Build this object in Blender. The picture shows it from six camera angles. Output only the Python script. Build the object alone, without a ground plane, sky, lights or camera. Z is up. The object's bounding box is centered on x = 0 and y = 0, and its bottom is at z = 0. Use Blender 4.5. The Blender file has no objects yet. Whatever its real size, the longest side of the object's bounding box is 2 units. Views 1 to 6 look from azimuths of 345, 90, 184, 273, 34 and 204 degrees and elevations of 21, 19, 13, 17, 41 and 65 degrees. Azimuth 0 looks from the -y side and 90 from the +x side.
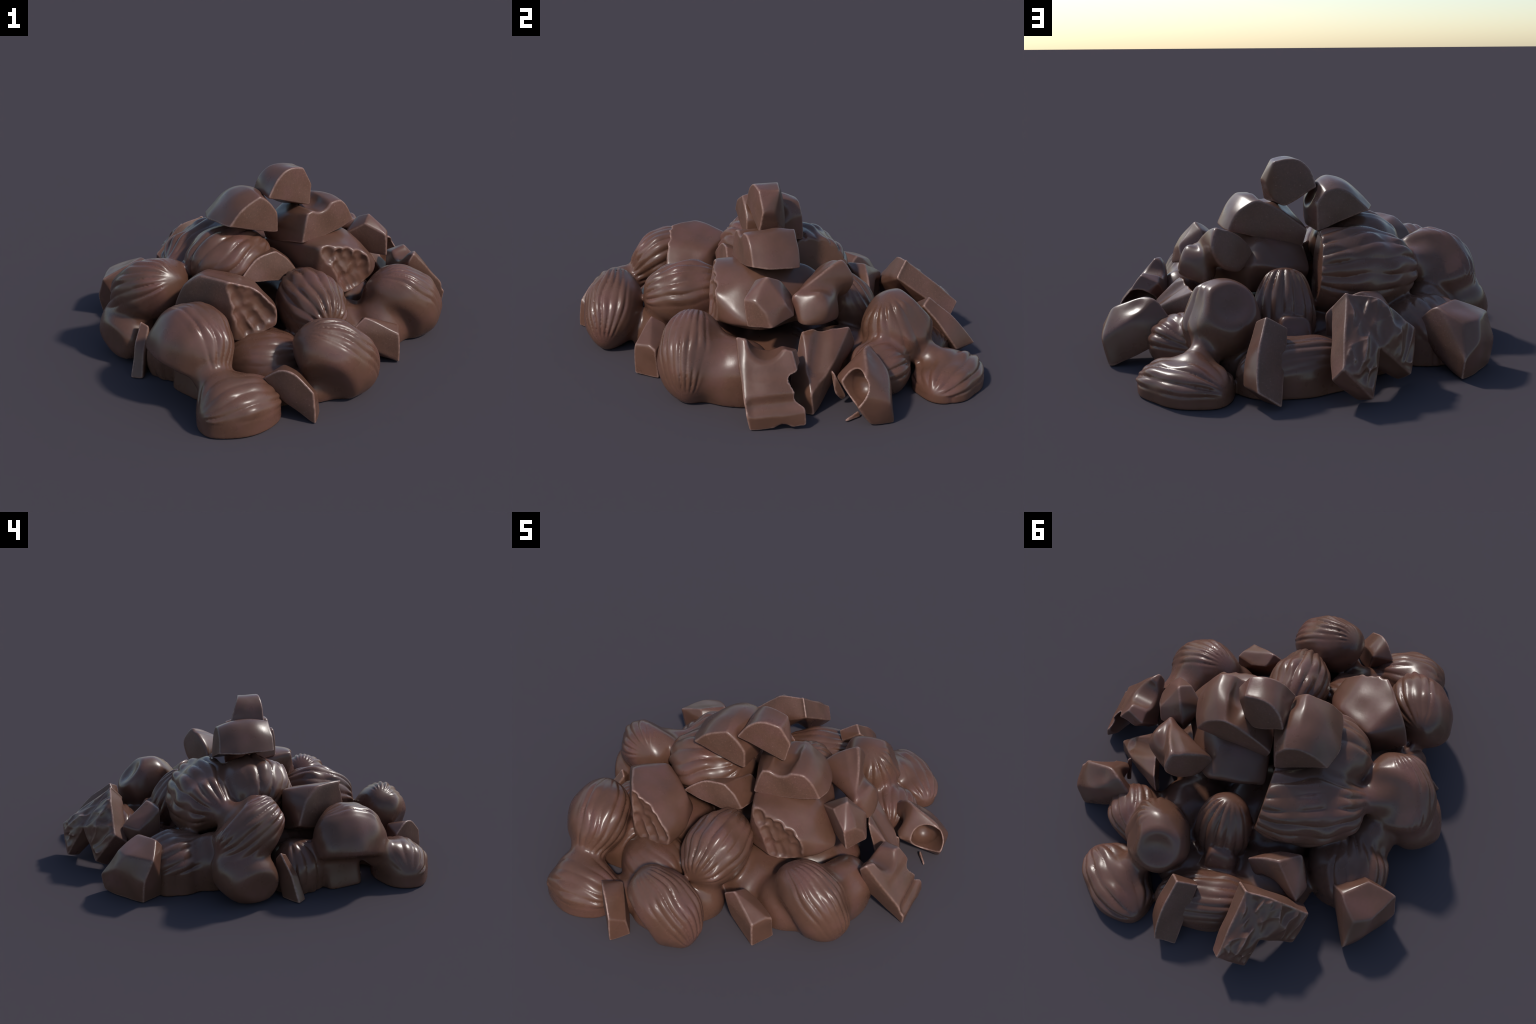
"""A heap of milk chocolate: ridged seashell pralines that have melted into each
other, and loose broken chunks, shards and a hollow cup lying on and around them.

Every piece is a signed distance function written from a few measured control
points (poles of a praline, corners of a chunk).  The pralines are blended with
a smooth union, meshed once and split by piece; each chunk is meshed alone.
"""
import bpy, bmesh
import numpy as np
from mathutils import Vector

V = lambda *p: np.array(p, dtype=np.float64)
CELL_HEAP = 0.0052      # mesh size of the melted heap
CELL_CHUNK = 0.0046     # mesh size of the loose chunks


# ------------------------------------------------------------------ fields
def smooth_min(a, b, k):
    h = np.clip(0.5 + 0.5 * (b - a) / k, 0, 1)
    return b + (a - b) * h - k * h * (1 - h)


def smooth_max(a, b, k):
    return -smooth_min(-a, -b, k)


def unit(v):
    v = np.asarray(v, float)
    return v / np.linalg.norm(v)


def step(e0, e1, x):
    t = np.clip((x - e0) / (e1 - e0), 0, 1)
    return t * t * (3 - 2 * t)


class Waves:
    """Cheap smooth 3D noise: a sum of sines along random directions."""

    def __init__(self, seed, size, count=7):
        rng = np.random.default_rng(seed)
        d = rng.normal(size=(count, 3))
        d /= np.linalg.norm(d, axis=1)[:, None]
        self.k = d * (2 * np.pi / size) * rng.uniform(0.7, 1.4, (count, 1))
        self.p = rng.uniform(0, 6.28, count)
        self.s = 1.0 / np.sqrt(count * 0.5)

    def __call__(self, P):
        out = 0
        for k, p in zip(self.k, self.p):
            out = out + np.sin(P[..., 0] * k[0] + P[..., 1] * k[1] + P[..., 2] * k[2] + p)
        return out * self.s


LUMPS = Waves(5, 0.16)
WOBBLE = Waves(21, 0.20)


class Praline:
    """Seashell praline: an egg with three half axes.  Ridges run from pole to pole
    (direction `pole`) over the side that looks along `face`."""

    def __init__(self, centre, long_axis, half, thin_axis=(0, 0, 1), pole=None, face=(0, 0, 1), ridges=26, relief=0.007,
                 spread=1.2, cut=None, flat=None, dents=(), blend=0.036, skirt=False):
        self.c = V(*centre)
        x = unit(V(*long_axis))
        z = V(*thin_axis)
        z = unit(z - x * (z @ x))
        self.R = np.stack([x, np.cross(z, x), z])
        self.s = V(*half)
        p = self.R @ unit(V(*(pole if pole is not None else long_axis)))
        self.pole = unit(p)
        f = self.R @ V(*face)
        self.face = unit(f - self.pole * (f @ self.pole))
        self.side = np.cross(self.pole, self.face)
        self.n, self.relief, self.spread = ridges, relief, spread
        self.cut, self.flat, self.dents, self.blend, self.skirt = cut, flat, dents, blend, skirt
        r = np.sqrt(((self.R * self.s[:, None]) ** 2).sum(0)) + 0.035
        self.lo, self.hi = self.c - r, self.c + r

    def __call__(self, P):
        world = P
        if self.skirt:      # slumped on the table: straight sides below the middle
            P = np.concatenate([P[..., :2], np.maximum(P[..., 2:], self.c[2])], -1)
        q = ((P - self.c) @ self.R.T) / self.s
        k0 = np.sqrt((q * q).sum(-1)) + 1e-6
        k1 = np.sqrt(((q / self.s) ** 2).sum(-1)) + 1e-6
        d = np.minimum(k0 * (k0 - 1) / k1, 0.2)
        if self.relief:
            t = (q @ self.pole) / k0
            psi = np.arctan2(q @ self.side, q @ self.face) + 0.03 * WOBBLE(P)
            wave = 1 - 2 * np.abs(np.sin(psi * self.n * 0.5)) ** 0.8
            fade = 1 - step(self.spread - 0.3, self.spread + 0.15, np.abs(psi))
            fade = fade * (1 - step(0.80, 0.985, np.abs(t)))
            fade = fade * np.clip(0.8 + 0.35 * LUMPS(P), 0.2, 1.2)
            d = d + 0.5 * self.relief * wave * fade
        d = d - 0.0025 * LUMPS(P)
        P = world
        for p, r, deep in self.dents:
            p = V(*p)
            out = unit(p - self.c)
            d = smooth_max(d, r - np.linalg.norm(P - (p + out * (r - deep)), axis=-1), 0.03)
        if self.flat is not None:
            p, n = self.flat
            d = smooth_max(d, (P - V(*p)) @ unit(n), 0.02)
        if self.cut is not None:
            p, n = self.cut
            d = smooth_max(d, (P - V(*p)) @ unit(n), 0.008)
        return d


class Bridge:
    """A soft neck of melted chocolate between two points."""

    def __init__(self, p, q, r0, r1=None, blend=0.05):
        self.p, self.q = V(*p), V(*q)
        self.r0, self.r1 = r0, r0 if r1 is None else r1
        self.blend = blend
        r = max(self.r0, self.r1) + 0.06
        self.lo = np.minimum(self.p, self.q) - r
        self.hi = np.maximum(self.p, self.q) + r

    def __call__(self, P):
        d = self.q - self.p
        t = np.clip(((P - self.p) @ d) / (d @ d), 0, 1)
        return np.linalg.norm(P - (self.p + t[..., None] * d), axis=-1) - (self.r0 + (self.r1 - self.r0) * t)


def hull_planes(points):
    """Unique outward planes (normal, offset) of the convex hull of the points."""
    bm = bmesh.new()
    for p in points:
        bm.verts.new(p)
    bmesh.ops.convex_hull(bm, input=bm.verts)
    mid = np.mean(points, axis=0)
    planes = []
    for f in bm.faces:
        a, b, c = [np.array(v.co) for v in f.verts[:3]]
        n = np.cross(b - a, c - a)
        area = np.linalg.norm(n)
        if area < 1e-7:
            continue
        n = n / area
        if n @ (a - mid) < 0:
            n = -n
        o = n @ a
        if not any(n @ m > 0.992 and abs(o - q) < 0.008 for m, q in planes):
            planes.append((n, o))
    bm.free()
    return np.array([p[0] for p in planes]), np.array([p[1] for p in planes])


def arc(points, n=4):
    """Rounded run of points through the given ones (Catmull-Rom)."""
    p = [V(*q) for q in points]
    p = [2 * p[0] - p[1]] + p + [2 * p[-1] - p[-2]]
    out = []
    for i in range(1, len(p) - 2):
        for t in np.arange(n) / n:
            out.append(0.5 * (2 * p[i] + (p[i + 1] - p[i - 1]) * t + (2 * p[i - 1] - 5 * p[i] + 4 * p[i + 1] - p[i + 2]) * t * t
                              + (3 * p[i] - p[i - 1] - 3 * p[i + 1] + p[i + 2]) * t ** 3))
    return out + [p[-2]]


def pits(corners, fold_dir, rows, cols, radius, depth, seed):
    """Elongated hollows pressed into a four-cornered face (top left, top right,
    bottom right, bottom left), returned as grooves of a chunk."""
    a, b, c, d = [V(*p) for p in corners]
    n = unit(np.cross(b - a, d - a))
    u = unit(fold_dir)
    u = unit(u - n * (u @ n))
    if n[1] > 0:
        n = -n
    rng = np.random.default_rng(seed)
    out = []
    for i in range(rows):
        for j in range(cols):
            s = (j + 0.5 + 0.28 * (i % 2) - 0.14 + rng.uniform(-0.12, 0.12)) / cols
            t = (i + 0.5 + rng.uniform(-0.14, 0.14)) / rows
            p = (a * (1 - s) + b * s) * (1 - t) + (d * (1 - s) + c * s) * t
            r = radius * rng.uniform(0.8, 1.2)
            p = p + n * (r - depth * rng.uniform(0.7, 1.2))
            l = rng.uniform(0.6, 1.3) * radius
            out.append((tuple(p - u * l), tuple(p + u * l), r))
    return tuple(out)


class Chunk:
    """Broken piece: the rounded hull of its corners, with dents, grooves,
    hollows and wrinkled faces worked into it."""

    def __init__(self, *bodies, soft=0.0026, join=0.012, dents=(), grooves=(), hollows=(), wrinkled=(), broken=(), lump=0.0014, blend=0.02):
        self.parts = []
        allp = []
        for pts in bodies:
            pts = [V(*p) for p in pts]
            allp += pts
            self.parts.append(hull_planes(pts))
        self.allp = np.array(allp)
        self.lo, self.hi = self.allp.min(0) - 0.02, self.allp.max(0) + 0.02
        self.c = self.allp.mean(0)
        self.soft, self.join, self.dents, self.grooves, self.hollows = soft, join, dents, grooves, hollows
        self.lump, self.blend = lump, blend
        self.broken = [self.plane(f) for f in broken]
        # wrinkled faces: (three corners or more, depth, size, direction of the folds, seed)
        self.wrinkled = []
        for face, amp, size, along_dir, seed in wrinkled:
            c, n = self.plane(face)
            u = unit(V(*along_dir))
            self.wrinkled.append((c, n, amp, u, Waves(seed, size, 6), Waves(seed + 1, size * 0.6, 6)))

    def plane(self, pts):
        pts = np.array([V(*p) for p in pts])
        c = pts.mean(0)
        n = np.linalg.svd(pts - c)[2][2]
        if n @ (c - self.c) < 0:
            n = -n
        return c, n

    def __call__(self, P):
        d = None
        r = self.soft
        for N, O in self.parts:
            m = P @ N.T - O
            top = m.max(-1)
            near_edge = np.log(np.exp(np.maximum((m - top[..., None]) / r, -30)).sum(-1))
            e = top + r * near_edge - 1.1 * r
            for c, n, amp, u, w1, w2 in self.wrinkled:
                same = N @ n > 0.88
                if same.any() and (~same).any():
                    inner = step(0.002, 0.035, m[..., same].max(-1) - m[..., ~same].max(-1))
                    Q = P - 0.62 * ((P - c) @ u)[..., None] * u
                    fold = 0.75 - np.abs(w1(Q)) * 1.1 + 0.25 * w2(Q)
                    e = e - amp * inner * (fold + 0.05)
            d = e if d is None else smooth_min(d, e, self.join)
        d = d - self.lump * LUMPS(P)
        for p, rad, deep in self.dents:
            p = V(*p)
            out = unit(p - self.c)
            d = smooth_max(d, rad - np.linalg.norm(P - (p + out * (rad - deep)), axis=-1), 0.02)
        for p, q, rad in self.grooves:
            d = smooth_max(d, -Bridge(p, q, rad)(P), 0.016)
        for p, q, r0, r1 in self.hollows:
            d = smooth_max(d, -Bridge(p, q, r0, r1)(P), 0.007)
        return d


# ----------------------------------------------------------------- meshing
def lattice(lo, hi, cell):
    n = np.ceil((hi - lo) / cell).astype(int) + 1
    ax = [lo[i] + cell * np.arange(n[i]) for i in range(3)]
    return ax, n


def surface(F, lo, cell):
    """Naive surface nets of a sampled distance field."""
    inside = F < 0
    cnt = np.zeros(np.array(F.shape) - 1, np.int8)
    for i in (0, 1):
        for j in (0, 1):
            for k in (0, 1):
                cnt += inside[i:F.shape[0] - 1 + i, j:F.shape[1] - 1 + j, k:F.shape[2] - 1 + k]
    act = np.argwhere((cnt > 0) & (cnt < 8))
    corner = np.array([[i, j, k] for i in (0, 1) for j in (0, 1) for k in (0, 1)])
    val = np.stack([F[act[:, 0] + c[0], act[:, 1] + c[1], act[:, 2] + c[2]] for c in corner], 1)
    pos = np.zeros((len(act), 3))
    num = np.zeros(len(act))
    for a in range(8):
        for b in range(a + 1, 8):
            if np.abs(corner[a] - corner[b]).sum() != 1:
                continue
            va, vb = val[:, a], val[:, b]
            m = (va < 0) != (vb < 0)
            t = np.where(m, va / np.where(m, va - vb, 1), 0)
            pos += m[:, None] * (corner[a] + t[:, None] * (corner[b] - corner[a]))
            num += m
    verts = lo + cell * (act + pos / num[:, None])
    idx = -np.ones(cnt.shape, np.int32)
    idx[act[:, 0], act[:, 1], act[:, 2]] = np.arange(len(act))
    faces = []
    for ax in range(3):
        u, v = (ax + 1) % 3, (ax + 2) % 3
        sl0 = [slice(None)] * 3
        sl1 = [slice(None)] * 3
        sl0[ax], sl1[ax] = slice(0, -1), slice(1, None)
        a, b = inside[tuple(sl0)], inside[tuple(sl1)]
        for flip, m in ((False, a & ~b), (True, ~a & b)):
            e = np.argwhere(m)
            e = e[(e[:, u] > 0) & (e[:, v] > 0) & (e[:, u] < F.shape[u] - 1) & (e[:, v] < F.shape[v] - 1)]
            q = []
            for du, dv in ((1, 1), (0, 1), (0, 0), (1, 0)):
                c = e.copy()
                c[:, u] -= du
                c[:, v] -= dv
                q.append(idx[c[:, 0], c[:, 1], c[:, 2]])
            q = np.stack(q, 1)
            faces.append(q[:, ::-1] if flip else q)
    return verts, np.concatenate(faces)


def sample(field, lo, hi, cell):
    ax, n = lattice(lo, hi, cell)
    P = np.stack(np.meshgrid(*ax, indexing="ij"), -1)
    return field(P)


def settle(field, verts, rounds=2):
    """Pull vertices exactly onto the zero of the field."""
    e = 0.001
    T = np.array([[1, -1, -1], [-1, -1, 1], [-1, 1, -1], [1, 1, 1]], float)
    for _ in range(rounds):
        g = sum(t * field(verts + e * t)[:, None] for t in T) / (4 * e)
        g2 = np.maximum((g * g).sum(1), 0.2)
        mv = -(field(verts) / g2)[:, None] * g
        l = np.linalg.norm(mv, axis=1)[:, None]
        verts = verts + mv * np.minimum(1, 0.003 / np.maximum(l, 1e-9))
    return verts


def on_ground(d, P):
    return smooth_max(d, -P[..., 2], 0.006)


def mesh_from(name, verts, faces, materials):
    me = bpy.data.meshes.new(name)
    me.from_pydata(verts.tolist(), [], faces.tolist())
    for m in materials:
        me.materials.append(m)
    me.polygons.foreach_set("use_smooth", np.ones(len(me.polygons), bool))
    me.update()
    return me


# --------------------------------------------------------------- materials
def chocolate(name, rough, rough_var, edge, speckle, bump, crumbs=0.0):
    m = bpy.data.materials.new(name)
    m.use_nodes = True
    nt = m.node_tree
    N, L = nt.nodes, nt.links
    bsdf = N["Principled BSDF"]
    co = N.new("ShaderNodeTexCoord").outputs["Object"]

    def noise(scale, detail=3.0, roughness=0.5):
        n = N.new("ShaderNodeTexNoise")
        n.inputs["Scale"].default_value = scale
        n.inputs["Detail"].default_value = detail
        n.inputs["Roughness"].default_value = roughness
        L.new(co, n.inputs["Vector"])
        return n.outputs["Fac"]

    def ramp(fac, *stops):
        r = N.new("ShaderNodeValToRGB")
        els = r.color_ramp.elements
        while len(els) < len(stops):
            els.new(0.5)
        for e, (p, c) in zip(els, stops):
            e.position = p
            e.color = (*c, 1) if len(c) == 3 else c
        L.new(fac, r.inputs[0])
        return r.outputs["Color"]

    def mix(fac, a, b):
        x = N.new("ShaderNodeMix")
        x.data_type = "RGBA"
        for sock, v in ((x.inputs["Factor"], fac), (x.inputs["A"], a), (x.inputs["B"], b)):
            if isinstance(v, (int, float)):
                sock.default_value = v
            elif isinstance(v, tuple):
                sock.default_value = (*v, 1)
            else:
                L.new(v, sock)
        return x.outputs["Result"]

    # milk chocolate with soft reddish and greyish-brown drifts
    base = ramp(noise(7.0, 3.0), (0.34, BROWN), (0.52, MID), (0.68, ROSY))
    grain = ramp(noise(95.0, 5.0, 0.7), (0.30, (0.86, 0.86, 0.86)), (0.70, (1.12, 1.12, 1.12)))
    mul = N.new("ShaderNodeMix")
    mul.data_type = "RGBA"
    mul.blend_type = "MULTIPLY"
    mul.inputs["Factor"].default_value = speckle
    L.new(base, mul.inputs["A"])
    L.new(grain, mul.inputs["B"])
    col = mul.outputs["Result"]
    if edge:
        # rubbed, paler edges of broken pieces
        geo = N.new("ShaderNodeNewGeometry")
        worn = ramp(geo.outputs["Pointiness"], (0.51, (0, 0, 0)), (0.56, (1, 1, 1)))
        patch = ramp(noise(60.0, 4.0, 0.7), (0.30, (0.25, 0.25, 0.25)), (0.62, (1, 1, 1)))
        both = N.new("ShaderNodeMath")
        both.operation = "MULTIPLY"
        L.new(worn, both.inputs[0])
        L.new(patch, both.inputs[1])
        sc = N.new("ShaderNodeMath")
        sc.operation = "MULTIPLY"
        sc.inputs[1].default_value = edge
        L.new(both.outputs[0], sc.inputs[0])
        col = mix(sc.outputs[0], col, PALE)
    if crumbs:
        # pale crumbs and scratches on freshly broken faces
        spots = ramp(noise(150.0, 3.0, 0.6), (0.62, (0, 0, 0)), (0.74, (crumbs, crumbs, crumbs)))
        col = mix(spots, col, PALE)
    L.new(col, bsdf.inputs["Base Color"])
    rr = N.new("ShaderNodeMapRange")
    rr.inputs["From Min"].default_value = 0.3
    rr.inputs["From Max"].default_value = 0.7
    rr.inputs["To Min"].default_value = rough - rough_var
    rr.inputs["To Max"].default_value = rough + rough_var
    L.new(noise(11.0, 4.0), rr.inputs["Value"])
    L.new(rr.outputs["Result"], bsdf.inputs["Roughness"])
    bsdf.inputs["Specular IOR Level"].default_value = 0.45
    b = N.new("ShaderNodeBump")
    b.inputs["Strength"].default_value = bump
    b.inputs["Distance"].default_value = 0.004
    L.new(noise(70.0, 4.0, 0.6), b.inputs["Height"])
    L.new(b.outputs["Normal"], bsdf.inputs["Normal"])
    return m


BROWN = (0.120, 0.056, 0.035)
MID = (0.137, 0.063, 0.041)
ROSY = (0.152, 0.068, 0.050)
PALE = (0.40, 0.235, 0.185)

glossy = chocolate("glossy_milk_chocolate", 0.30, 0.07, 0.0, 0.5, 0.05)
moulded = chocolate("moulded_milk_chocolate", 0.33, 0.08, 1.0, 0.5, 0.05)
broken_face = chocolate("broken_milk_chocolate", 0.56, 0.06, 1.0, 1.0, 0.16, 0.35)

# ------------------------------------------------- the melted heap of pralines
#  each entry: kind of piece, then the fields that make it up
HEAP = [
    # front row
    ("ridged_praline", [Praline((-0.425, -0.855, 0.055), (0.97, 0.22, 0.0), (0.185, 0.142, 0.135), face=(0, -0.3, 1), ridges=16, relief=0.008, skirt=True),
                        Bridge((-0.51, -0.74, 0.15), (-0.48, -0.82, 0.11), 0.075, 0.09)]),
    ("ridged_praline", [Praline((-0.565, -0.592, 0.236), (-0.69, 0.71, -0.12), (0.201, 0.192, 0.147), (0.67, 0.57, -0.48), pole=(-0.24, 0.86, 0.47), face=(0.7, -0.1, 0.6),
                                ridges=19, relief=0.011, spread=1.2, flat=((-0.68, -0.52, 0.185), (-0.45, -0.1, -0.88)))]),
    ("ridged_praline", [Praline((0.031, -0.784, 0.169), (-0.75, 0.06, 0.66), (0.208, 0.161, 0.143), (0.08, -0.98, 0.18), face=(0.66, -0.22, 0.72), ridges=24, relief=0.010, spread=0.92, dents=(((-0.037, -0.891, 0.107), 0.34, 0.030),))]),
    ("ridged_praline", [Praline((0.045, -0.42, 0.264), (-0.11, 0.98, 0.16), (0.211, 0.152, 0.160), (0.1, -0.1, 1), face=(0.15, -0.3, 1), ridges=17, relief=0.013, spread=1.5)]),
    ("ridged_praline", [Praline((0.541, -0.349, 0.168), (-0.73, 0.04, 0.68), (0.213, 0.172, 0.145), (-0.11, -0.99, -0.05), face=(0.66, -0.22, 0.72), ridges=24, relief=0.010, spread=0.92, dents=(((0.473, -0.456, 0.106), 0.34, 0.030),))]),
    ("smooth_praline", [Praline((0.58, -0.16, 0.09), (0.2, 0.95, 0), (0.18, 0.14, 0.18), relief=0, blend=0.07)]),
    ("smooth_praline", [Praline((0.39, -0.37, 0.06), (1, 0, 0), (0.14, 0.12, 0.16), relief=0, blend=0.05)]),
    ("ridged_praline", [Praline((-0.23, -0.55, 0.09), (1, -0.1, 0), (0.185, 0.17, 0.145), face=(0, -0.25, 1), ridges=20, relief=0.005)]),
    ("smooth_praline", [Praline((-0.05, -0.76, 0.03), (1, 0.15, 0), (0.12, 0.09, 0.08), relief=0)]),
    ("smooth_praline", [Chunk([(-0.63, -0.50, -0.02), (-0.553, -0.645, -0.02), (-0.61, -0.46, 0.16), (-0.50, -0.62, 0.20), (-0.38, -0.48, 0.20),
                               (-0.38, -0.62, -0.02), (-0.45, -0.40, -0.02)], soft=0.015)]),
    # left side
    ("ridged_praline", [Praline((-0.575, -0.325, 0.07), (0.5, -0.85, 0), (0.15, 0.14, 0.17), pole=(0.1, 0.2, 1), face=(-0.55, -0.75, 0.3), ridges=14, relief=0.014)]),
    ("ridged_praline", [Praline((-0.646, -0.088, 0.319), (-0.70, 0.59, -0.40), (0.199, 0.168, 0.155), (-0.23, 0.35, 0.91), pole=(-0.55, 0.70, -0.45), face=(-0.62, -0.25, 0.65),
                                ridges=21, relief=0.011, spread=1.15, flat=((-0.64, 0.010, 0.366), (0.05, 0.72, 0.69)))]),
    ("smooth_praline", [Praline((-0.763, -0.077, 0.132), (-0.11, -0.9, -0.42), (0.168, 0.138, 0.130), (0.7, 0.23, -0.68), relief=0, blend=0.04,
                                flat=((-0.85, -0.15, 0.08), (-0.85, -0.5, -0.1)))]),
    ("ridged_praline", [Praline((-0.253, -0.077, 0.412), (-0.91, -0.41, 0.04), (0.214, 0.195, 0.158), pole=(0.8, 0.2, 0.55), face=(-0.1, -0.8, 0.6), ridges=16, relief=0.013, spread=1.1)]),
    ("broken_praline", [Praline((-0.245, 0.195, 0.355), (0.95, 0.30, 0.0), (0.305, 0.160, 0.200), (0, 0.65, -0.76), pole=(0.78, 0.6, 0.12), face=(-0.1, 0.6, 0.75), ridges=16, relief=0.013, spread=1.4,
                                cut=((-0.092, 0.25, 0.36), (0.95, 0.15, 0.12))),
                        Bridge((-0.42, 0.08, 0.35), (-0.58, -0.02, 0.34), 0.07, 0.06, blend=0.06)]),
    ("ridged_praline", [Praline((-0.559, 0.290, 0.112), (1, 0, 0), (0.195, 0.18, 0.150), pole=(0.3, -0.8, 0.45), face=(-0.6, 0.2, 0.7), ridges=20, relief=0.010, skirt=True)]),
    # back
    ("ridged_praline", [Praline((-0.03, 0.71, 0.07), (0.93, 0.36, 0), (0.26, 0.145, 0.13), face=(0, 0.2, 1), ridges=20, relief=0.007, skirt=True)]),
    ("ridged_praline", [Praline((0.413, 0.820, 0.035), (-0.86, 0.51, 0.03), (0.215, 0.150, 0.105), face=(0, 0.1, 1), ridges=14, relief=0.012, spread=1.5, skirt=True),
                        Bridge((0.34, 0.68, 0.15), (0.38, 0.78, 0.08), 0.055, 0.07)]),
    ("ridged_praline", [Praline((0.297, 0.585, 0.233), (-0.64, 0.76, 0.07), (0.178, 0.172, 0.149), (0.75, 0.6, 0.29), pole=(0.1, -0.3, 0.95), face=(0.9, -0.3, 0.3), ridges=16, relief=0.011,
                                spread=1.2, dents=(((0.25, 0.68, 0.33), 0.2, 0.024), ((0.41, 0.66, 0.31), 0.25, 0.028)))]),
    ("ridged_praline", [Praline((0.473, 0.487, 0.094), (-0.93, 0.38, -0.02), (0.163, 0.142, 0.129), pole=(-0.5, 0.85, 0.1), face=(0.3, 0.2, 0.9), ridges=18, relief=0.010)]),
    ("ridged_praline", [Praline((0.046, 0.40, 0.215), (0, 0.45, -0.89), (0.200, 0.135, 0.110), (0, 0.89, 0.45), face=(0, 0.89, 0.45), ridges=16, relief=0.012, spread=1.5)]),
    ("smooth_praline", [Chunk([(0.04, 0.55, 0.235), (-0.065, 0.515, 0.22), (0.06, 0.61, 0.10), (-0.08, 0.59, 0.10), (-0.07, 0.48, 0.08), (0.06, 0.47, 0.20)], soft=0.012)]),
    # pralines buried under the others
    ("smooth_praline", [Praline((0.07, -0.57, 0.05), (0.3, 1, 0), (0.11, 0.10, 0.13), relief=0, blend=0.05)]),
    ("smooth_praline", [Praline((-0.22, -0.73, 0.03), (1, 0, 0), (0.12, 0.09, 0.10), relief=0)]),
    ("smooth_praline", [Praline((-0.58, 0.10, 0.10), (0, 1, 0), (0.13, 0.13, 0.17), relief=0)]),
    ("smooth_praline", [Praline((0.16, 0.60, 0.04), (1, 0, 0), (0.15, 0.13, 0.10), relief=0)]),
    ("smooth_praline", [Praline((0.30, 0.02, 0.06), (1, 0.3, 0), (0.26, 0.20, 0.14), relief=0)]),
    ("smooth_praline", [Praline((0.27, 0.34, 0.06), (0.3, 1, 0), (0.22, 0.16, 0.14), relief=0)]),
    ("smooth_praline", [Praline((-0.13, 0.15, 0.08), (1, 0.2, 0), (0.26, 0.24, 0.14), relief=0)]),
    ("smooth_praline", [Praline((-0.38, -0.28, 0.08), (1, 0, 0), (0.22, 0.24, 0.16), relief=0)]),
    ("smooth_praline", [Praline((-0.25, 0.48, 0.06), (1, 0, 0), (0.20, 0.18, 0.10), relief=0)]),
    ("smooth_praline", [Praline((0.18, -0.28, 0.06), (1, 0, 0), (0.24, 0.20, 0.14), relief=0)]),
]


def build_heap():
    lo, hi = V(-1.03, -1.03, -0.03), V(0.95, 1.03, 0.64)
    ax, n = lattice(lo, hi, CELL_HEAP)
    F = np.full(n, 0.2, np.float32)
    pieces = []
    for k, (kind, fields) in enumerate(HEAP):
        for f in fields:
            i0 = np.clip(np.floor((f.lo - lo) / CELL_HEAP).astype(int), 0, n - 1)
            i1 = np.clip(np.ceil((f.hi - lo) / CELL_HEAP).astype(int) + 1, 1, n)
            s = tuple(slice(a, b) for a, b in zip(i0, i1))
            P = np.stack(np.meshgrid(*[ax[j][s[j]] for j in range(3)], indexing="ij"), -1)
            F[s] = smooth_min(F[s], f(P), f.blend)
            pieces.append((k, f))
    Z = ax[2][None, None, :]
    F = smooth_max(F, -Z, 0.006)
    verts, faces = surface(F, lo, CELL_HEAP)
    # which piece does each face belong to
    best = np.full(len(faces), 9.0)
    owner = np.zeros(len(faces), int)
    mid = verts[faces].mean(1)
    for k, f in pieces:
        m = ((mid > f.lo) & (mid < f.hi)).all(1)
        d = f(mid[m])
        i = np.flatnonzero(m)
        better = d < best[i]
        best[i[better]] = d[better]
        owner[i[better]] = k
    whole = mesh_from("whole", verts, faces, [])
    normals = np.zeros(len(verts) * 3)
    whole.vertex_normals.foreach_get("vector", normals)
    normals = normals.reshape(-1, 3)
    bpy.data.meshes.remove(whole)
    heap = bpy.data.objects.new("melted_praline_heap", None)
    bpy.context.scene.collection.objects.link(heap)
    heap["label"] = "heap of ridged milk chocolate pralines melted into each other"
    heap["category"] = "chocolate"
    for k, (kind, fields) in enumerate(HEAP):
        fk = faces[owner == k]
        if not len(fk):
            continue
        used, inv = np.unique(fk, return_inverse=True)
        me = mesh_from(kind, verts[used], inv.reshape(fk.shape), [glossy])
        me.normals_split_custom_set_from_vertices(normals[used].tolist())
        ob = bpy.data.objects.new(kind, me)
        bpy.context.scene.collection.objects.link(ob)
        ob.parent = heap


# ---------------------------------------------------------- loose broken pieces
def build_chunk(name, label, chunk):
    F = sample(lambda P: on_ground(chunk(P), P), chunk.lo, chunk.hi, CELL_CHUNK)
    verts, faces = surface(F, chunk.lo, CELL_CHUNK)
    verts = settle(lambda P: on_ground(chunk(P), P), verts)
    me = mesh_from(name, verts, faces, [moulded, broken_face])
    if chunk.broken:
        n = np.zeros(len(me.polygons) * 3)
        me.polygons.foreach_get("normal", n)
        n = n.reshape(-1, 3)
        slot = np.zeros(len(n), np.int32)
        for c, nn in chunk.broken:
            slot[(n @ nn > 0.93)] = 1
        me.polygons.foreach_set("material_index", slot)
    ob = bpy.data.objects.new(name, me)
    bpy.context.scene.collection.objects.link(ob)
    ob["label"] = label
    ob["category"] = "chocolate"


def along(points, n=14):
    """n points spaced evenly along an open run of points."""
    p = np.array([V(*q) for q in points])
    l = np.concatenate([[0], np.cumsum(np.linalg.norm(np.diff(p, axis=0), axis=1))])
    return np.stack([np.interp(np.linspace(0, l[-1], n), l, p[:, i]) for i in range(3)], 1)


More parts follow.
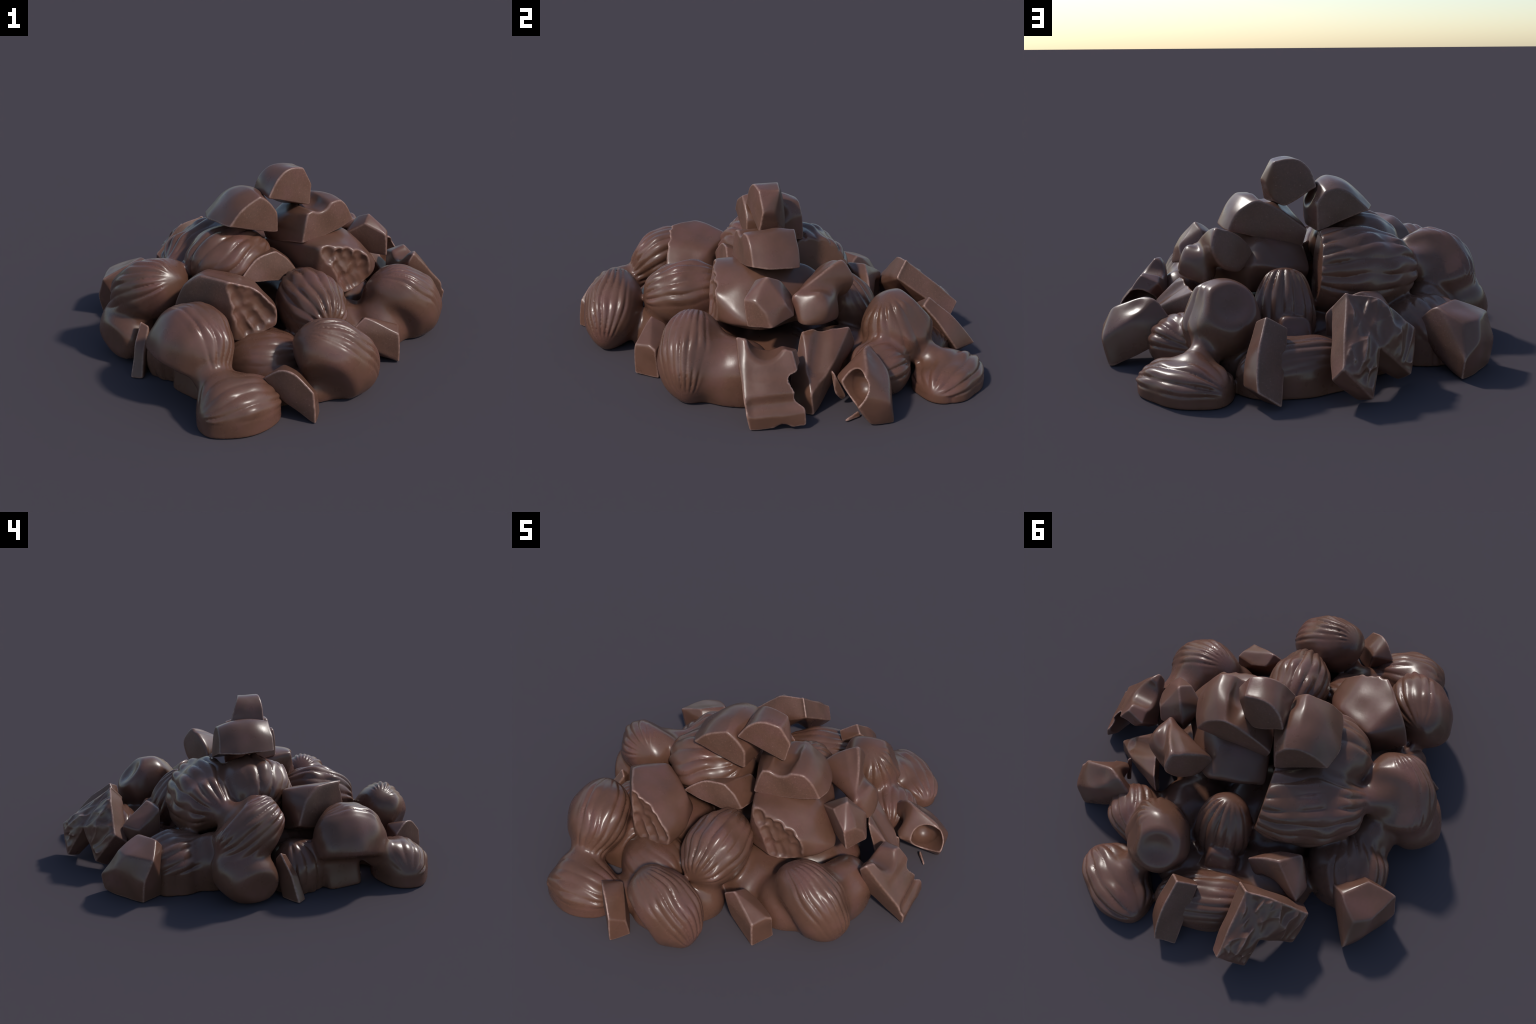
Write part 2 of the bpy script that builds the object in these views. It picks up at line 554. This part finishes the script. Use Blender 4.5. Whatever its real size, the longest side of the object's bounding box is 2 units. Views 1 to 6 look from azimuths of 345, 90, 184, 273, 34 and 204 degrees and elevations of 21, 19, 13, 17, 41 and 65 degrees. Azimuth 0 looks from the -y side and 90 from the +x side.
def section(front, back, bulge=0.0, **k):
    """A slice of a domed bar: two broken end faces joined by the moulded skin,
    which swells by `bulge` half way between them."""
    pts = front + back
    if bulge:
        f, b = along(front), along(back)
        for t in (0.2, 0.4, 0.6, 0.8):
            m = f * (1 - t) + b * t
            out = m - m.mean(0)
            out /= np.linalg.norm(out, axis=1)[:, None]
            out[:, 2] = np.maximum(out[:, 2], 0)
            pts = pts + list(m + bulge * 4 * t * (1 - t) * out)
    return Chunk(pts, broken=(front, back), **k)


top_slice = section(
    arc([(-0.06, -0.137, 0.711), (-0.008, -0.124, 0.792), (0.056, -0.107, 0.830), (0.133, -0.075, 0.815)]) + [V(0.186, -0.054, 0.725), V(0.168, -0.07, 0.633)],
    arc([(-0.086, 0.046, 0.707), (-0.06, 0.028, 0.775), (-0.013, 0.014, 0.823), (0.06, 0.018, 0.831), (0.115, 0.022, 0.818)]) + [V(0.155, 0.003, 0.715), V(0.125, 0.024, 0.642), V(0.067, 0.046, 0.618)], bulge=0.001)
left_slice = section(
    arc([(-0.268, -0.201, 0.616), (-0.202, -0.190, 0.685), (-0.105, -0.160, 0.726)]) + [V(-0.06, -0.145, 0.69), V(-0.02, -0.135, 0.634), V(-0.016, -0.134, 0.536)],
    arc([(-0.323, 0.083, 0.606), (-0.258, 0.090, 0.672), (-0.190, 0.105, 0.708), (-0.130, 0.120, 0.700)]) + [V(-0.091, 0.137, 0.646), V(-0.092, 0.141, 0.522)],
    bulge=0.032, dents=(((-0.045, 0.02, 0.68), 0.07, 0.035), ((-0.06, -0.08, 0.70), 0.04, 0.012)))
right_slice = section(
    [V(0.085, -0.192, 0.487), V(0.119, -0.182, 0.626)] + arc([(0.26, -0.135, 0.645), (0.309, -0.123, 0.651), (0.357, -0.105, 0.600), (0.391, -0.095, 0.531)]),
    [V(-0.017, 0.072, 0.432), V(-0.043, 0.086, 0.516)] + arc([(0.080, 0.085, 0.605), (0.178, 0.095, 0.651), (0.277, 0.112, 0.595), (0.315, 0.121, 0.515)]),
    bulge=0.022, grooves=(((0.21, -0.22, 0.685), (0.165, -0.06, 0.672), 0.062), ((0.165, -0.06, 0.672), (0.14, 0.05, 0.69), 0.055)))
end_piece = Chunk(
    [(0.548, -0.125, 0.439), (0.562, -0.108, 0.319), (0.606, 0.001, 0.335), (0.600, -0.03, 0.40), (0.575, -0.07, 0.44), (0.373, -0.027, 0.44), (0.456, -0.075, 0.495),
     (0.496, -0.027, 0.530), (0.46, 0.03, 0.50), (0.425, 0.088, 0.42), (0.54, 0.095, 0.371), (0.56, 0.06, 0.43), (0.40, -0.02, 0.36), (0.42, 0.085, 0.35)],
    broken=([(0.548, -0.125, 0.439), (0.562, -0.108, 0.319), (0.606, 0.001, 0.335), (0.600, -0.03, 0.40)], [(0.548, -0.125, 0.439), (0.562, -0.108, 0.319), (0.373, -0.027, 0.44)]))
crumpled_bar = Chunk(
    [(0.346, 0.316, 0.571), (0.363, 0.371, 0.489), (0.345, 0.372, 0.44), (0.323, 0.345, 0.395), (0.245, 0.283, 0.359), (0.195, 0.204, 0.408), (0.200, 0.205, 0.47), (0.246, 0.246, 0.528),
     (0.46, 0.10, 0.42), (0.47, 0.11, 0.46), (0.42, 0.2, 0.52)],
    [(0.555, 0.138, 0.329), (0.48, 0.101, 0.439), (0.525, 0.25, 0.40), (0.53, 0.235, 0.345), (0.407, 0.301, 0.30), (0.46, 0.10, 0.33), (0.50, 0.2, 0.46), (0.36, 0.2, 0.33), (0.4, 0.28, 0.43)],
    soft=0.011, join=0.05, grooves=(((0.30, 0.30, 0.60), (0.45, 0.12, 0.51), 0.03), ((0.26, 0.23, 0.565), (0.42, 0.10, 0.50), 0.025)),
    broken=([(0.346, 0.316, 0.571), (0.363, 0.371, 0.489), (0.245, 0.283, 0.359), (0.195, 0.204, 0.408), (0.246, 0.246, 0.528)],))
right_block = Chunk(
    [(0.147, -0.284, 0.488), (0.263, -0.270, 0.466), (0.386, -0.270, 0.407), (0.283, -0.300, 0.248), (0.418, -0.235, 0.280), (0.502, -0.105, 0.297), (0.345, -0.053, 0.490),
     (0.025, -0.05, 0.45), (-0.053, 0.172, 0.336), (0.188, 0.271, 0.401), (-0.032, 0.08, 0.43), (0.175, 0.14, 0.480), (0.1, -0.25, 0.25), (0.0, 0.12, 0.25), (0.22, 0.23, 0.26), (0.45, -0.05, 0.25), (0.30, 0.20, 0.36)],
    soft=0.009, grooves=pits([(0.16, -0.284, 0.475), (0.375, -0.27, 0.40), (0.41, -0.245, 0.30), (0.27, -0.30, 0.26)], (0.45, 0.1, -0.9), 3, 4, 0.026, 0.017, 3))
left_block = Chunk(
    [(-0.364, -0.548, 0.487), (-0.468, -0.425, 0.488), (-0.54, -0.37, 0.43), (-0.581, -0.339, 0.317), (-0.16, -0.543, 0.339), (-0.348, -0.563, 0.21), (-0.21, -0.34, 0.40), (-0.395, -0.244, 0.445),
     (-0.43, -0.258, 0.244), (-0.14, -0.42, 0.30), (-0.16, -0.54, 0.24), (-0.2, -0.3, 0.3), (-0.26, -0.55, 0.44)],
    soft=0.006, grooves=pits([(-0.355, -0.55, 0.475), (-0.24, -0.545, 0.40), (-0.165, -0.543, 0.30), (-0.34, -0.56, 0.23)], (0.45, 0.1, -0.9), 4, 3, 0.026, 0.017, 8),
    broken=([(-0.364, -0.548, 0.487), (-0.468, -0.425, 0.488), (-0.581, -0.339, 0.317)],))
middle_slice = section(
    arc([(-0.253, -0.289, 0.377), (-0.166, -0.262, 0.462), (-0.061, -0.236, 0.478)]) + [V(-0.01, -0.228, 0.44), V(0.037, -0.224, 0.367), V(-0.06, -0.262, 0.335)],
    [V(-0.21, -0.10, 0.36), V(-0.13, -0.08, 0.43), V(-0.03, -0.05, 0.43), V(0.05, -0.06, 0.36), V(-0.05, -0.08, 0.33)])
front_wedge = section(
    arc([(-0.313, -0.846, 0.171), (-0.26, -0.895, 0.222), (-0.20, -0.94, 0.212), (-0.142, -0.983, 0.141)]) + [V(-0.142, -0.992, 0.0), V(-0.26, -0.88, 0.09)],
    [V(-0.09, -0.905, 0.0), V(-0.10, -0.915, 0.10), V(-0.16, -0.855, 0.17), V(-0.21, -0.81, 0.195), V(-0.2, -0.8, 0.06)],
    dents=(((-0.10, -0.90, 0.17), 0.05, 0.015),))
side_wedge = section(
    [V(0.203, -0.57, 0.19), V(0.255, -0.565, 0.232), V(0.32, -0.595, 0.185), V(0.398, -0.622, 0.146), V(0.405, -0.624, 0.0), V(0.26, -0.59, 0.09)],
    [V(0.44, -0.51, 0.0), V(0.44, -0.526, 0.135), V(0.425, -0.55, 0.152), V(0.34, -0.49, 0.165), V(0.27, -0.50, 0.195), V(0.25, -0.53, 0.05)])
hollow_shard = Chunk(
    [(0.665, -0.150, 0.29), (0.69, -0.146, 0.325), (0.712, -0.110, 0.325), (0.89, -0.076, 0.0), (0.901, -0.099, 0.093), (0.87, 0.153, 0.02), (0.862, 0.146, 0.116), (0.74, 0.085, 0.290), (0.652, 0.11, 0.265),
     (0.62, 0.04, 0.16), (0.70, -0.10, 0.12)],
    grooves=(((0.60, -0.015, 0.340), (0.80, -0.025, 0.335), 0.080), ((0.850, -0.07, 0.245), (0.836, 0.12, 0.250), 0.05), ((0.915, -0.06, 0.115), (0.89, 0.13, 0.13), 0.05), ((0.95, 0.06, -0.012), (0.83, 0.06, -0.012), 0.035)),
    hollows=(((0.742, 0.00, 0.155), (0.752, 0.22, 0.12), 0.058, 0.130),),
    broken=([(0.69, -0.146, 0.325), (0.89, -0.076, 0.0), (0.901, -0.099, 0.093)],))
hollow_cup = Chunk(
    [(0.855, 0.345, 0.155), (0.822, 0.43, 0.0), (0.785, 0.526, 0.0), (0.66, 0.395, 0.28), (0.61, 0.42, 0.275), (0.65, 0.285, 0.136), (0.534, 0.451, 0.19), (0.851, 0.370, 0.09), (0.60, 0.49, 0.08), (0.83, 0.50, 0.11), (0.7, 0.5, 0.2), (0.79, 0.40, 0.23)],
    soft=0.005, hollows=(((0.85, 0.25, 0.165), (0.745, 0.39, 0.145), 0.108, 0.068),),
    grooves=(((0.80, 0.50, 0.27), (0.70, 0.47, 0.29), 0.06), ((0.58, 0.33, 0.26), (0.58, 0.36, 0.10), 0.05)))
leaning_blade = Chunk(
    [(0.752, 0.175, 0.10), (0.755, 0.19, 0.0), (0.70, 0.10, 0.0), (0.45, 0.345, 0.285), (0.43, 0.38, 0.20), (0.539, 0.137, 0.305), (0.64, 0.09, 0.12), (0.45, 0.33, 0.12), (0.63, 0.27, 0.19)],
    grooves=(((0.515, 0.245, 0.345), (0.69, 0.205, 0.205), 0.055), ((0.56, 0.16, 0.335), (0.50, 0.27, 0.36), 0.04)),
    broken=([(0.752, 0.175, 0.10), (0.45, 0.345, 0.285), (0.43, 0.38, 0.20)],))
t_in = V(0.056, -0.046, -0.078)
A1, A2, A3, A4 = V(-0.219, 0.686, 0.377), V(-0.206, 0.966, 0.166), V(-0.322, 0.915, 0.030), V(-0.35, 0.813, 0.201)
A5, A6, A7 = V(-0.498, 0.611, 0.218), V(-0.479, 0.725, 0.060), V(-0.352, 0.655, 0.352)
angle_slab = Chunk(
    [A1, A2, A3, A4, (A1 + A2 + A3 + A4) / 4 + V(-0.026, 0.024, 0.026), A1 + t_in, A2 + t_in * 0.8, A3 + t_in * V(1.0, 1, 0.3), A4 + t_in],
    [A1, A7, A5, A6, A4, (A1 + A5 + A6 + A4) / 4 + V(-0.026, 0.030, 0.026), A1 + t_in, A7 + t_in, A5 + V(0.05, -0.05, -0.06), A6 + V(0.05, -0.05, -0.04), A4 + t_in],
    wrinkled=(([A1, A2, A3, A4], 0.006, 0.08, (0, 0.8, -0.6), 73), ([A1, A5, A6, A4], 0.006, 0.08, (0, 0.8, -0.6), 79)), broken=([A1, A2, A1 + t_in], [A1, A5, A1 + t_in]))
leaning_slab = section(
    arc([(0.108, 0.999, 0.075), (0.118, 0.95, 0.14), (0.11, 0.85, 0.235), (0.094, 0.762, 0.300)]) + [V(0.014, 0.721, 0.245), V(0.025, 0.961, 0.012)],
    [V(0.135, 0.73, 0.27), V(0.165, 0.80, 0.20), V(0.175, 0.90, 0.07), V(0.05, 0.70, 0.2), V(0.1, 0.88, 0.0)])
back_wedge = section(
    arc([(-0.517, 0.408, 0.171), (-0.605, 0.476, 0.263), (-0.68, 0.56, 0.17), (-0.705, 0.615, 0.076)]) + [V(-0.692, 0.629, 0.005), V(-0.6, 0.5, 0.07)],
    [V(-0.826, 0.355, 0.217), V(-0.686, 0.365, 0.272), V(-0.854, 0.399, 0.117), V(-0.70, 0.645, 0.09), V(-0.745, 0.46, 0.235), V(-0.76, 0.55, 0.0), V(-0.79, 0.52, 0.10), V(-0.775, 0.49, 0.225), V(-0.765, 0.565, 0.14), V(-0.70, 0.55, 0.215), V(-0.833, 0.411, 0.0), V(-0.66, 0.335, 0.23), V(-0.71, 0.32, 0.0), V(-0.58, 0.38, 0.05)])
rear_slice = section(
    [V(-0.13, 0.50, 0.24), V(-0.20, 0.49, 0.30), V(-0.28, 0.48, 0.33), V(-0.42, 0.585, 0.24), V(-0.40, 0.58, 0.03), V(-0.2, 0.54, 0.06)],
    [V(-0.36, 0.40, 0.31), V(-0.44, 0.50, 0.22), V(-0.40, 0.40, 0.06), V(-0.14, 0.48, 0.1), V(-0.26, 0.42, 0.30)],
    dents=(((-0.29, 0.545, 0.17), 0.11, 0.045),))
low_blade = Chunk(
    [(-0.726, -0.249, 0.229), (-0.770, -0.30, 0.14), (-0.80, -0.343, 0.0), (-0.745, -0.262, 0.0), (-0.705, -0.225, 0.19), (-0.69, -0.275, 0.21), (-0.735, -0.33, 0.12), (-0.755, -0.37, 0.0), (-0.70, -0.26, 0.0)])
flake = Chunk([(0.640, 0.262, 0.16), (0.655, 0.275, 0.155), (0.628, 0.325, 0.045), (0.635, 0.315, 0.02), (0.645, 0.33, 0.04), (0.66, 0.28, 0.06)], soft=0.003)

drip = Chunk([(0.800, 0.315, 0.0), (0.800, 0.335, 0.0), (0.790, 0.325, 0.022), (0.74, 0.37, 0.0), (0.75, 0.39, 0.0), (0.74, 0.38, 0.025)], soft=0.005)

build_heap()
DOMED = "broken slice of a domed milk chocolate bar"
for chunk, label in ((top_slice, DOMED), (left_slice, DOMED), (right_slice, DOMED), (middle_slice, DOMED), (rear_slice, DOMED),
                     (end_piece, "pointed broken end of a milk chocolate bar"), (crumpled_bar, "crumpled broken piece of a milk chocolate bar"),
                     (right_block, "large milk chocolate block with a wrinkled side"), (left_block, "large milk chocolate block with a wrinkled side"),
                     (front_wedge, "small broken wedge of milk chocolate"), (side_wedge, "small broken wedge of milk chocolate"),
                     (angle_slab, "angled milk chocolate slab with a veined face"), (leaning_slab, "leaning flat slab of milk chocolate"),
                     (back_wedge, "broken wedge of milk chocolate with faint ridges")):
    build_chunk("chocolate_chunk", label, chunk)
for chunk, label in ((hollow_shard, "dented hollow shard of milk chocolate shell"), (hollow_cup, "hollow cup shaped shard of milk chocolate"),
                     (leaning_blade, "dented triangular shard of milk chocolate"), (low_blade, "thin upright shard of milk chocolate"), (flake, "tiny thin flake of milk chocolate"), (drip, "tiny rounded crumb of milk chocolate")):
    build_chunk("chocolate_shard", label, chunk)
